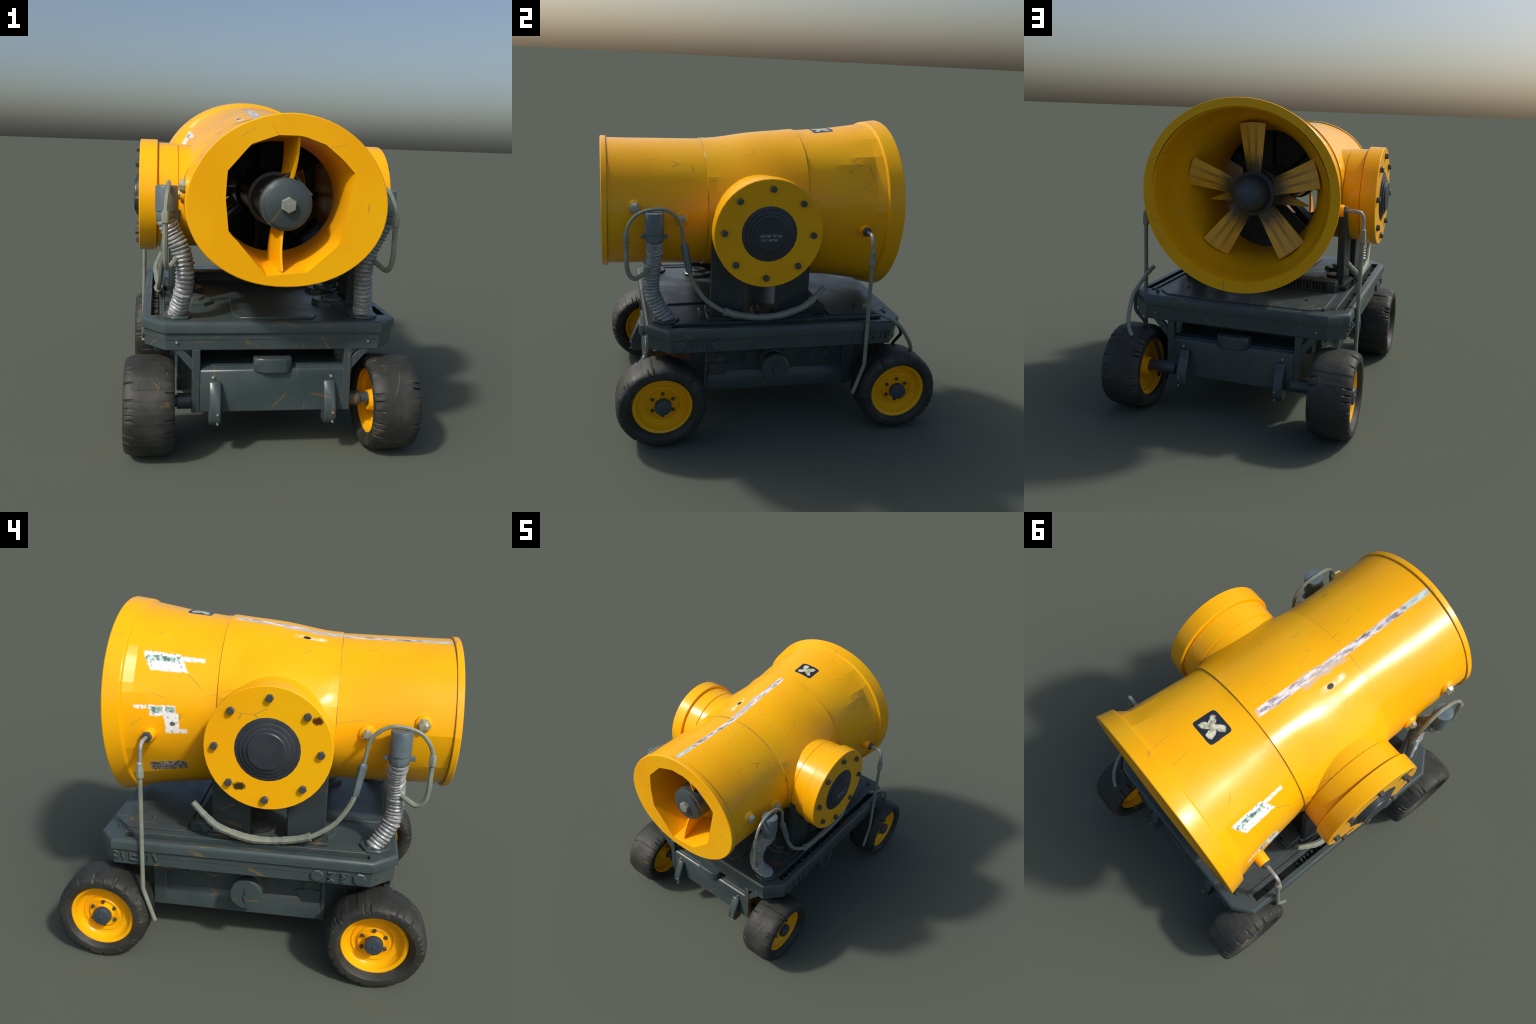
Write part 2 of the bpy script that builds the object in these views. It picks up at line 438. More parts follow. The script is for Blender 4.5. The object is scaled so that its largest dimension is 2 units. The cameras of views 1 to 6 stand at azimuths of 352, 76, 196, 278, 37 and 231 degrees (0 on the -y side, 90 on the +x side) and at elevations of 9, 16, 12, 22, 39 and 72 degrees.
# flat-hammered triangles: (angle from the top, half width at the wide end, y of the wide end, y of the tip)
FLATS = ((64, 17, .60, .12), (97, 12, .64, .24), (72, 13, -.39, -.08), (40, 11, .64, .20), (118, 13, -.95, -.42), (66, 10, -.42, -.93),
         (-60, 15, .60, .16), (-76, 11, .19, .34), (-62, 12, -.40, -.93), (-100, 13, -.95, -.45), (-118, 12, .62, .2), (-47, 11, -.38, .0), (12, 10, .19, .6))
def flat(p, y):
    r = hypot(p.x, p.z - 1.29); an = math.degrees(atan2(p.x, p.z - 1.29))
    for a0, h, y0, y1 in FLATS:
        t = (y - y0) / (y1 - y0)
        if 0 <= t < .98:
            hh = h * (1 - t); da = abs((an - a0 + 180) % 360 - 180)
            if da < hh: return cos(radians(hh)) / cos(radians(da))
    return 1.0
def skin(y, a, b, cz):
    egg = .055 if y < -.966 else (.035 if y < -.4 else (.012 if y < .18 else -.022))
    out = []
    for i in range(NB):
        th = 2 * pi * i / NB
        k = 1 + (dent(i, y) / .45 if y < .7 else 0)
        p = Vector((k * a * cos(th) * (1 - egg * sin(th)), y, cz + k * b * sin(th)))
        # the sheet swells out to meet the side drums
        d = hypot(y + .10, p.z - 1.25)
        if -.40 < y < .185: p.x *= 1 + .075 * max(0.0, min(1.0, 1 - (d - .25) / .15)) * min(1, (y + .40) / .06, (.185 - y) / .06)
        if y > -.965 and y < .65:
            k = flat(p, y); p.x *= k; p.z = 1.29 + (p.z - 1.29) * k
        out.append(p)
    return out
bm = bmesh.new()
rings = [mouth_ring(-1.0)] + [skin(*o) for o in OUTER]
bm_rings(bm, rings)
barrel = link('barrel', mesh_of(bm, 'barrel'), 'barrel', angle=9)

# rear funnel, dark middle chamber holding the motor, front nozzle wall
def inner(name, mat, rings, angle=30):
    bm = bmesh.new(); bm_rings(bm, rings)
    bmesh.ops.recalc_face_normals(bm, faces=bm.faces)
    c = bm.faces[:][0]
    mid = c.calc_center_median()
    if c.normal.dot(Vector((mid.x, 0, mid.z - 1.283))) > 0: bmesh.ops.reverse_faces(bm, faces=bm.faces)
    me = bpy.data.meshes.new(name); bm.to_mesh(me); bm.free()
    return link(name, me, mat, barrel, angle=angle)
inner('inner_funnel', 'duct', [ell(*o) for o in ((.7425, .516, .486, 1.290), (.728, .506, .477, 1.290), (.715, .504, .475, 1.290), (.70, .499, .472, 1.290),
      (.605, .487, .467, 1.288), (.55, .455, .446, 1.286), (.50, .424, .428, 1.285), (.40, .374, .398, 1.284), (.30, .342, .376, 1.283), (.20, .322, .362, 1.283), (.12, .312, .355, 1.283))])
inner('motor_chamber', 'dark', [ell(*o) for o in ((.12, .312, .355, 1.283), (.105, .315, .357, 1.283), (.09, .40, .372, 1.285), (-.30, .41, .365, 1.290),
      (-.58, .40, .355, 1.293), (-.60, .31, .290, 1.294), (-.615, .296, .274, 1.294))])
inner('nozzle_wall', 'duct', [ell(-.615, .296, .274, 1.294)] + [[p + (q - p) * t for p, q in zip(ell(-.615, .296, .274, 1.294), mouth_ring(-1.0))] for t in (.25, .5, .75, 1.0)])
def backing(bm):
    # black blanking plates above and below the motor, leaving a window at each side
    for (a0, a1, yy) in ((24, 156, .025), (218, 322, .18)):
        k = 16
        outer = [(.335 * cos(radians(a0 + (a1 - a0) * i / k)), 1.283 + .37 * sin(radians(a0 + (a1 - a0) * i / k))) for i in range(k + 1)]
        innr = [(.11 * cos(radians(a0 + (a1 - a0) * i / k)), 1.283 + .11 * sin(radians(a0 + (a1 - a0) * i / k))) for i in range(k + 1)]
        bm_prism(bm, outer + innr[::-1], 'y', yy, yy + .02)
solid('backing_plate', 'dark', backing, 0, parent=barrel)

# nozzle core, motor and fan
def core(bm):
    lathe(bm, [(-.955, .098), (-.951, .105), (-.935, .107), (-.932, .112), (-.928, .121), (-.90, .123), (-.87, .121),
               (-.60, .118), (-.598, .135), (-.52, .135), (-.518, .118), (-.10, .12), (-.08, .14), (.10, .14), (.12, .125), (.34, .13)],
          24, 'y', (0, 0, 1.283))
solid('nozzle_core', 'steel', core, 0)
solid('nozzle_bolt', 'pipe', lambda bm: lathe(bm, [(-.983, .033), (-.979, .037), (-.955, .037)], 6, 'y', (.004, 0, 1.284), ph=.5), 0)

def vane(bm, sgn):
    """upright guide plate between core and duct wall, a little bowed"""
    rows = []
    for k in range(8):
        t = k / 7
        z = 1.283 + sgn * (.10 + (.215 if sgn > 0 else .20) * t)
        bow = .008 * sin(pi * t) * sgn
        x0 = (.026 if sgn > 0 else -.004) + bow + .012 * t * sgn
        yf = -.90 - .075 * t
        yb = -.775 + .02 * t
        xb = x0 - .028
        th = .0055
        rows.append([Vector((x0 - th, yf, z)), Vector((x0 + th, yf, z)), Vector((xb + th, yb, z)), Vector((xb - th, yb, z))])
    bm_rings(bm, rows, True, True, True)
for s in (1, -1):
    solid('guide_vane', 'yellow', lambda bm: vane(bm, s), 0)
def gable(bm):
    for (a, b) in (((-.115, 1.335), (.03, 1.428)), ((.03, 1.428), (.128, 1.325))):
        ax, az = a; bx, bz = b; L = hypot(bx - ax, bz - az); nx, nz = -(bz - az) / L * .005, (bx - ax) / L * .005
        bm_prism(bm, [(ax + nx, az + nz), (bx + nx, bz + nz), (bx - nx, bz - nz), (ax - nx, az - nz)], 'y', -.885, -.79)
solid('core_bracket', 'steel', gable, .002)
def struts(bm):
    for k in range(8):
        a = radians(45 * k + 2)
        m = Matrix.Translation((0, -.02, 1.282)) @ Matrix.Rotation(a, 4, 'Y')
        b2 = bmesh.new(); bm_box(b2, -.016, .016, -.065, .065, .09, .345)
        b2.transform(m)
        tmp = bpy.data.meshes.new('t'); b2.to_mesh(tmp); b2.free(); bm.from_mesh(tmp); bpy.data.meshes.remove(tmp)
solid('motor_strut', 'dark', struts, .003)

FY, FZ = .445, 1.282
fan = solid('fan_hub', 'hub', lambda bm: lathe(bm, [(-.11, .13), (-.105, .136), (-.055, .138), (-.05, .13), (-.045, .122), (-.03, .122),
            (-.025, .131), (.03, .131), (.036, .122), (.045, .112), (.04, .101), (.095, .098), (.112, .094), (.132, .078), (.147, .056), (.154, .040), (.156, .034), (.158, .008)], 20, 'y'), 0, angle=30)
fan.location = (0, FY, FZ)
def blade(bm):
    rows = []
    nz, nx = 9, 7
    top, bot = [], []
    for k in range(nz):
        t = k / (nz - 1)
        r = .10 + .300 * t
        w = .046 + .040 * t
        tw = radians(38 - 14 * t)
        lo, hi = [], []
        for i in range(nx):
            s = i / (nx - 1) * 2 - 1
            x = s * w
            arch = .012 * (1 - s * s)
            rr = r + (.008 * (1 - s * s) if k == nz - 1 else 0)
            px, py = x, -x * math.tan(tw) * .55 + arch + .004 + .030 * t
            th = .004
            hi.append(Vector((px, py + th, rr))); lo.append(Vector((px, py - th, rr)))
        rows.append(hi + lo[::-1])
    bm_rings(bm, rows, True, True, True)
b0 = solid('fan_blade', 'blade', blade, 0, parent=fan)
b0.matrix_local = Matrix.Rotation(radians(2), 4, 'Y')
for k in range(1, 5):
    inst(b0, 'fan_blade', Matrix.Rotation(radians(2 + 72 * k), 4, 'Y'), fan)
def spike(bm):
    rows = []
    for k in range(6):
        t = k / 5
        r = .10 + .215 * t; w = .045 * (1 - t) + .003
        rows.append([Vector((-w, -.07 - .004, r)), Vector((w, -.085 - .004, r)), Vector((w, -.085 + .004, r)), Vector((-w, -.07 + .004, r))])
    bm_rings(bm, rows, True, True, True)
s0 = solid('stator_vane', 'blade', spike, 0, parent=fan)
s0.matrix_local = Matrix.Rotation(radians(102), 4, 'Y')
inst(s0, 'stator_vane', Matrix.Rotation(radians(-102), 4, 'Y'), fan)

# ------------------------------------------------------------------ side drums with bolted flanges
DY, DZ = -.10, 1.25
bolt_bm = bmesh.new(); lathe(bolt_bm, [(0, .019), (.017, .019), (.021, .0155)], 6, 'x')
bolt_me = mesh_of(bolt_bm, 'flange_bolt'); bolt_me.materials.append(M['bolt']); bolt_me.shade_flat()
for s in (1, -1):
    def drum(bm):
        prof = [(.36, .282), (.468, .285), (.470, .281), (.473, .281), (.475, .288), (.574, .290), (.576, .284), (.580, .284), (.582, .304),
                (.585, .307), (.672, .3065), (.6755, .303), (.676, .14), (.64, .13)]
        lathe(bm, [(s * h, r) for h, r in prof], 40, 'x', (0, DY, DZ))
    d = solid('side_drum', 'flange', drum, 0, angle=28)
    def cap(bm):
        prof = [(.650, .157), (.6765, .157), (.6775, .155), (.678, .135), (.684, .134), (.6855, .131), (.686, .114), (.694, .113),
                (.6955, .110), (.696, .094), (.703, .092), (.706, .088)]
        lathe(bm, [(s * h, r) for h, r in prof], 28, 'x', (0, DY, DZ))
    solid('drum_cap', 'cap', cap, 0, parent=d, angle=30)
    for k in range(8):
        a = radians(45 * k + (2 if s > 0 else -1))
        o = bpy.data.objects.new('flange_bolt', bolt_me); COL.objects.link(o); o.parent = d
        R = Matrix.Rotation(0 if s > 0 else pi, 4, 'Z')
        o.matrix_local = Matrix.Translation((s * .676, DY + .252 * sin(a), DZ + .252 * cos(a))) @ R @ Matrix.Rotation(random.uniform(0, 1), 4, 'X')

# ------------------------------------------------------------------ carrying posts
ZD = .690
for s in (1, -1):
    for (y0, y1) in ((-.388, -.192), (.0, .199)):
        def post(bm):
            x0, x1 = s * .462, s * .508
            bm_box(bm, min(x0, x1), max(x0, x1), y0, y1, ZD - .002, 1.20)
        p = solid('carrying_post', 'post', post, .006)
        def foot(bm):
            bm_box(bm, min(s * .43, s * .535), max(s * .43, s * .535), y0 - .022, y1 + .022, ZD - .002, ZD + .026)
        solid('post_foot', 'post', foot, .005, parent=p)
# ribbed turntable box running across behind the posts
def turn(bm):
    bm_box(bm, -.475, .475, .205, .305, ZD - .002, ZD + .012)
    bm_box(bm, -.44, .44, .215, .268, ZD, ZD + .052)
    bm_prism(bm, [(-.48, .20), (.48, .20), (.48, .292), (.40, .30), (.22, .285), (-.22, .285), (-.40, .30), (-.48, .292)], 'z', ZD + .052, ZD + .066)
    for s in (1, -1):
        bm_box(bm, min(s * .425, s * .483), max(s * .425, s * .483), .205, .318, ZD, ZD + .054)
tt = solid('turntable_housing', 'post', turn, .004)
def ribs(bm):
    for i in range(42):
        x = -.41 + .82 * i / 41
        bm_box(bm, x - .005, x + .005, .262, .284 + .004 * sin(i * 2.1), ZD + .008, ZD + .05)
solid('turntable_rib', 'chain', ribs, .002, parent=tt, kind='stuff')
for s in (1, -1):
    for (cy, cx, r) in ((-.35, .375, .10), (-.035, .40, .095)):
        def disc(bm):
            lathe(bm, [(ZD - .002, r), (ZD + .018, r), (ZD + .024, r - .008)], 9, 'z', (s * cx, cy, 0), ph=.3)
            lathe(bm, [(ZD + .02, r * .62), (ZD + .036, r * .60), (ZD + .04, r * .54)], 12, 'z', (s * (cx + .012), cy, 0))
        solid('mount_disc', 'steel', disc, 0, angle=25)

# ------------------------------------------------------------------ deck
def octo(gx, z):
    """deck outline, grown outward by gx"""
    g = gx * .41
    q = [(.65 + gx, -.642 - g), (.54 + g, -.765 - gx), (-.54 - g, -.765 - gx), (-.65 - gx, -.642 - g),
         (-.65 - gx, .700 + g), (-.545 - g, .783 + gx), (.545 + g, .783 + gx), (.65 + gx, .700 + g)]
    return [Vector((x, y, z)) for x, y in q]
bm = bmesh.new()
bm_rings(bm, [octo(-.03, .555), octo(-.03, .60), octo(-.012, .60), octo(-.012, .636), octo(0, .636), octo(0, .673), octo(-.003, .680), octo(-.008, .685), octo(-.015, ZD)], True, True, True)
deck_me = mesh_of(bm, 'deck')
deck = link('deck', deck_me, 'steel', angle=25)
cut = bmesh.new()
for s in (1, -1):
    bm_box(cut, min(s * .563, s * .607), max(s * .563, s * .607), -.622, .640, .57, .80)
bmesh.ops.recalc_face_normals(cut, faces=cut.faces)
cme = bpy.data.meshes.new('slot_cutter'); cut.to_mesh(cme); cut.free()
cob = bpy.data.objects.new('slot_cutter', cme); COL.objects.link(cob)
md = deck.modifiers.new('slots', 'BOOLEAN'); md.object = cob; md.operation = 'DIFFERENCE'; md.solver = 'EXACT'
dg = bpy.context.evaluated_depsgraph_get(); dg.update()
newme = bpy.data.meshes.new_from_object(deck.evaluated_get(dg))
deck.modifiers.clear(); deck.data = newme
newme.name = 'deck'
newme.materials.clear(); newme.materials.append(M['steel'])
newme.shade_smooth(); newme.set_sharp_from_angle(angle=radians(25))
bpy.data.objects.remove(cob); bpy.data.meshes.remove(deck_me)

bm = bmesh.new()
bm_rings(bm, [octo(-.028, .600), octo(-.015, .600), octo(-.015, .549), octo(-.018, .545), octo(-.06, .545)], True, True, True)
skirt = link('deck_skirt', mesh_of(bm, 'deck_skirt'), 'steel', angle=25)
for s in (1, -1):
    def floor(bm):
        bm_box(bm, min(s * .5635, s * .6065), max(s * .5635, s * .6065), -.6215, .6395, .562, .571)
    solid('slot_floor', 'dark', floor, 0, parent=deck)
    rnd = random.Random(3 + s)
    def links(bm):
        y = -.60
        while y < (.36 if s > 0 else .30):
            h = .652 + rnd.uniform(-.014, .012)
            w = rnd.uniform(.010, .017)
            x0 = .567 + rnd.uniform(0, .004); x1 = .603 - rnd.uniform(0, .010)
            m = Matrix.Translation((s * (x0 + x1) / 2, y, 0)) @ Matrix.Rotation(rnd.uniform(-.3, .3), 4, 'Z')
            b2 = bmesh.new(); bm_box(b2, -(x1 - x0) / 2, (x1 - x0) / 2, -w / 2, w / 2, .57, h); b2.transform(m)
            b3 = bmesh.new(); b3.free()
            tmp = bpy.data.meshes.new('t'); b2.to_mesh(tmp); b2.free(); bm.from_mesh(tmp); bpy.data.meshes.remove(tmp)
            y += rnd.uniform(.022, .040)
        while y < .62:
            b2 = bmesh.new(); bm_box(b2, .57, .592, y, y + .012, .57, .64)
            for v in b2.verts: v.co.x *= s
            tmp = bpy.data.meshes.new('t'); b2.to_mesh(tmp); b2.free(); bm.from_mesh(tmp); bpy.data.meshes.remove(tmp)
            y += rnd.uniform(.09, .14)
    solid('slot_chain', 'chain', links, .003, parent=deck, kind='stuff')
    # low inner guide strip beside the slot
    def guide(bm):
        bm_box(bm, min(s * .535, s * .562), max(s * .535, s * .562), -.60, .66, ZD - .002, ZD + .007)
    solid('slot_guide', 'steel', guide, .003, parent=deck)
def front_panel(bm):
    bm_prism(bm, [(-.165, -.705), (.205, -.70), (.235, -.64), (.205, -.16), (-.17, -.16), (-.20, -.63)], 'z', ZD - .002, ZD + .009)
solid('deck_panel', 'steel', front_panel, .003, parent=deck)
def rear_panel(bm):
    bm_prism(bm, [(-.50, .34), (.50, .34), (.50, .66), (.42, .735), (-.42, .735), (-.50, .66)], 'z', ZD - .002, ZD + .008)
solid('deck_panel', 'steel', rear_panel, .003, parent=deck)
for p in ((.50, .70), (-.50, .70), (.37, .55), (-.37, .55)):
    solid('deck_screw', 'bolt', lambda bm: lathe(bm, [(ZD - .002, .011), (ZD + .016, .011)], 6, 'z', (p[0], p[1], 0)), 0, parent=deck)

# skirt furniture: big hex bolts, raised characters, small rivets
for s in (1, -1):
    xs = .635 * s
    for y in (-.578, -.366):
        def hexb(bm):
            lathe(bm, [(xs - s * .004, .034), (xs + s * .010, .034), (xs + s * .014, .029)], 7 if y < -.5 else 8, 'x', (0, y, .590), ph=.4)
        solid('skirt_bolt', 'steel', hexb, 0, parent=skirt, angle=20)
    def stroke(bm, a, b, w=.011, d=.012):
        """one raised bar of a character between two (y, z) points"""
        ay, az = a; by, bz = b
        L = hypot(by - ay, bz - az); ny, nz = -(bz - az) / L * w / 2, (by - ay) / L * w / 2
        x0, x1 = xs - s * .003, xs + s * d
        bm_prism(bm, [(ay + ny, az + nz), (by + ny, bz + nz), (by - ny, bz - nz), (ay - ny, az - nz)], 'x', x0, x1)
    def front_marks(bm):
        for c in (-.502, -.438):
            k = 1 if c < -.45 else -1
            stroke(bm, (c - .021, .612), (c + .020, .612)); stroke(bm, (c + .018 * k, .610), (c - .012 * k, .588))
            stroke(bm, (c - .016, .590), (c + .018, .586)); stroke(bm, (c - .015 * k, .586), (c + .014 * k, .566))
            stroke(bm, (c - .006, .567), (c + .02, .565))
    solid('raised_mark', 'steel', front_marks, .002, parent=skirt, kind='stuff')
    def rear_marks(bm):
        for y in (.60, .553):
            stroke(bm, (y, .622), (y + .002, .577), .013)
        stroke(bm, (.598, .579), (.556, .577)); stroke(bm, (.594, .606), (.562, .603), .009)
        stroke(bm, (.645, .622), (.637, .578), .013)
        stroke(bm, (.690, .622), (.668, .615)); stroke(bm, (.69, .60), (.672, .582)); stroke(bm, (.668, .615), (.672, .582))
        stroke(bm, (.478, .625), (.462, .58), .014); stroke(bm, (.505, .58), (.505, .62), .008)
    solid('raised_mark', 'steel', rear_marks, .002, parent=skirt, kind='stuff')
    for y in (-.752, .770):
        x = s * .48
        solid('skirt_rivet', 'pale', lambda bm: lathe(bm, [(min(y, y * 1.010), .006), (max(y, y * 1.010), .006)], 6, 'y', (x, 0, .587)), 0, parent=skirt)

# ------------------------------------------------------------------ chassis under the deck
def body(bm):
    # side boxes and the narrower ends between the wheels
    pr = [(-.37, -.72), (.37, -.72), (.37, -.60), (.445, -.41), (.445, .53), (.37, .68), (.37, .75), (-.37, .75), (-.37, .68), (-.445, .53), (-.445, -.41), (-.37, -.60)]
    bm_prism(bm, pr, 'z', .212, .452)
    bm_box(bm, -.44, .44, -.40, .52, .440, .55)
ch = solid('chassis_box', 'steel', body, .004)
for e in (-1, 1):
    yf = -.750 if e < 0 else .772
    def end(bm):
        pr = [(yf, .226), (yf, .436), (yf - e * .012, .447), (yf - e * .075, .456), (yf - e * .075, .226)]
        bm_prism(bm, pr, 'x', -.362, .378)
    solid('end_panel', 'steel', end, .003, parent=ch)
    for s in (1, -1):
        def leg(bm):
            a, b = s * .362, s * .402
            bm_box(bm, min(a, b), max(a, b), min(yf + e * .002, yf - e * .035), max(yf + e * .002, yf - e * .035), .224, .548)
        solid('corner_upright', 'steel', leg, .003, parent=ch)
        def brace(bm):
            bm_prism(bm, [(s * .495, .548), (s * .448, .548), (s * .400, .500), (s * .385, .425), (s * .400, .437)], 'y', yf - e * .004, yf - e * .030)
        solid('corner_brace', 'steel', brace, .002, parent=ch)
        def pad(bm):
            yb = yf + e * .0
            pr = [(yb, .388), (yb + e * .016, .388), (yb + e * .066, .266), (yb + e * .070, .205), (yb + e * .050, .176), (yb - e * .02, .176)]
            bm_prism(bm, pr, 'x', s * .289 - .029, s * .289 + .029)
        solid('bumper_pad', 'steel', pad, .006, parent=ch)
        solid('panel_rivet', 'pale', lambda bm: lathe(bm, [(yf, .007), (yf + e * .009, .007)], 6, 'y', (s * .298, 0, .407)), 0, parent=ch)
        for zz in (.190, .238):
            solid('panel_rivet', 'pale', lambda bm: lathe(bm, [(yf + e * .055, .005), (yf + e * .076, .005)], 6, 'y', (s * .289 + .012, 0, zz)), 0, parent=ch)
    def latch(bm):
        bm_prism(bm, [(-.095, yf - e * .05), (-.095, yf + e * .002), (-.045, yf + e * .026), (.062, yf + e * .026), (.095, yf + e * .002), (.095, yf - e * .05)], 'z', .430, .503)
    solid('end_latch', 'steel', latch, .005, parent=ch)
for s in (1, -1):
    X = .445
    def panel(bm):
        # recessed-looking flank: raised frame around a sunk panel
        for (y0, y1, z0, z1) in ((-.412, -.388, .213, .546), (.462, .536, .213, .546)):
            bm_box(bm, min(s * (X - .02), s * (X + .021)), max(s * (X - .02), s * (X + .021)), y0, y1, z0, z1)
        pr = [(s * (X - .01), .34), (s * (X + .003), .335), (s * (X + .021), .285), (s * (X + .021), .2125), (s * (X - .01), .2125)]
        bm_prism(bm, pr, 'y', -.39, .465)
    solid('flank_frame', 'steel', panel, .004, parent=ch)
    def wing(bm):
        # slanting stay between the flank and the rear axle
        bm_prism(bm, [(s * .36, .53), (s * .44, .53), (s * .425, .60), (s * .36, .66)], 'z', .40, .546)
        bm_prism(bm, [(s * .36, -.41), (s * .44, -.41), (s * .425, -.50), (s * .36, -.57)], 'z', .40, .546)
    solid('rear_stay', 'steel', wing, .003, parent=ch)
    def gus(bm):
        for (y0, y1, z0) in ((-.30, -.13, .375), (.16, .27, .370)):
            ym = (y0 + y1) / 2
            xs_ = [s * (X - .002), s * (X + .018)]
            bm_rings(bm, [[Vector((xs_[0], y0, .545)), Vector((xs_[0], y1, .545)), Vector((xs_[0], y1 - .01, z0)), Vector((xs_[0], y0 + .01, z0))],
                          [Vector((xs_[1], y0 + .03, .545)), Vector((xs_[1], y1 - .03, .545)), Vector((xs_[1] - s * .01, ym + .02, z0 + .035)), Vector((xs_[1] - s * .01, ym - .02, z0 + .035))]], True, True, True)
    solid('flank_gusset', 'steel', gus, .002, parent=ch)
    def nuts(bm):
        for y in (-.315, .345):
            lathe(bm, [(s * X, .034), (s * (X + .009), .034), (s * (X + .012), .028)], 6, 'x', (0, y, .420))
            lathe(bm, [(s * (X + .01), .017), (s * (X + .02), .017)], 8, 'x', (0, y, .425))
    solid('flank_nut', 'steel', nuts, 0, parent=ch, angle=20)
    def plate(bm):
        bm_prism(bm, [(-.385, .315), (-.30, .280), (-.25, .375), (-.30, .39), (-.385, .385)], 'x', min(s * X, s * (X + .012)), max(s * X, s * (X + .012)))
    solid('flank_plate', 'steel', plate, .002, parent=ch)
    def filler(bm):
        lathe(bm, [(s * .44, .072), (s * .47, .082), (s * .485, .084), (s * .488, .076), (s * .498, .076), (s * .501, .084), (s * .515, .084), (s * .518, .076), (s * .545, .078),
                   (s * .550, .087), (s * .583, .087), (s * .591, .082)], 18, 'x', (0, 0, .402))
    t = solid('filler_cap', 'stack', filler, 0, angle=30)
    t.data.materials.clear(); t.data.materials.append(M['steel'])
    def key(bm):
        bm_prism(bm, [(-.006, .443), (.008, .44), (.004, .405), (.016, .395), (.008, .372), (-.002, .352), (-.010, .374), (-.018, .392), (-.008, .41)], 'x', min(s * .588, s * .600), max(s * .588, s * .600))
    solid('filler_key', 'bolt', key, .002, parent=t)
    for y in (.495, -.30):
        solid('drain_bolt', 'bolt', lambda bm: lathe(bm, [(.184, .018), (.198, .022), (.214, .022)], 7, 'z', (s * .41, y, 0)), 0, parent=ch)

# ------------------------------------------------------------------ wheels (axis along +x, outer face at +x)
def tyre(bm):
    n = 252
    rnd = random.Random(11)
    prof = [(.520, .160), (.500, .172), (.490, .190), (.487, .212), (.490, .226), (.500, .235), (.514, .240), (.536, .2450), (.57, .2460), (.608, .2463), (.646, .2460), (.682, .2450),
            (.704, .240), (.719, .234), (.728, .225), (.731, .211), (.729, .190), (.718, .178), (.700, .171), (.682, .160)]
    notch = {}
    for side in (0, 1):
        k = 2
        while k < n - 4:
            notch[(side, k)] = rnd.uniform(.003, .013)
            if rnd.random() < .2: notch[(side, k + 1)] = rnd.uniform(.004, .012)
            k += rnd.choice((5, 6, 8, 9, 11, 15, 22))
    block = [[rnd.uniform(-.0028, .0022) for _ in range(28)] for _ in (0, 1, 2)]
    rings = []
    for j, (h, r) in enumerate(prof):
        row = []
        zone = 0 if h < .525 else (1 if h < .69 else 2)
        for i in range(n):
            rr, hh = r, h
            if r > .222 and zone != 1:
                d = notch.get((0 if zone == 0 else 1, i), 0)
                if d:
                    rr -= d; hh += .003 if zone == 0 else -.003
            if r > .222: rr += block[zone][(i * 28) // n] - .0006
            th = 2 * pi * i / n
            row.append(Vector((hh - .605, rr * cos(th), rr * sin(th))))
        rings.append(row)
    bm_rings(bm, rings)
def rimf(bm):
    prof = [(.516, .158), (.512, .167), (.520, .170), (.532, .150), (.560, .146), (.568, .120), (.572, .060), (.540, .054), (.520, .050), (.520, .034),
            (.66, .034), (.678, .049), (.668, .053), (.655, .058), (.660, .078), (.656, .083), (.645, .087), (.643, .098), (.652, .101), (.654, .112), (.647, .117), (.650, .134), (.664, .147),
            (.674, .151), (.686, .153), (.691, .160), (.692, .170), (.685, .176), (.676, .176), (.672, .166), (.60, .160)]
    lathe(bm, [(h - .605, r) for h, r in prof], 40, 'x', loop=True)
wheel_src = []
ty = solid('tyre', 'rubber', tyre, 0, angle=32)
rim = solid('rim', 'yellow', rimf, 0, angle=32)
hubc = solid('hub_cap', 'hub', lambda bm: lathe(bm, [(.03, .046), (.075, .0495), (.098, .0495), (.104, .046), (.106, .040), (.1065, .011), (.110, .009)], 12, 'x'), 0, angle=30)
lug_bm = bmesh.new(); lathe(lug_bm, [(.04, .0105), (.062, .0105), (.066, .008)], 6, 'x')
lug_me = mesh_of(lug_bm, 'lug_bolt'); lug_me.materials.append(M['bolt']); lug_me.shade_flat()
WR = .2462
def variant(me, name, fx, sy, dy):
    m2 = me.copy(); m2.name = name
    for v in m2.vertices:
        if v.co.x > 0: v.co.x *= fx
        v.co.y = v.co.y * sy + dy
    return m2
tyre_me = {(1, -.676): variant(ty.data, 'wheel', 1.0, 1.045, -.007), (-1, -.676): variant(ty.data, 'wheel', 1.0, 1.045, .007)}
tyre_me[(1, .757)] = tyre_me[(-1, .757)] = variant(ty.data, 'wheel', .93, 1.0, 0)
k = 0
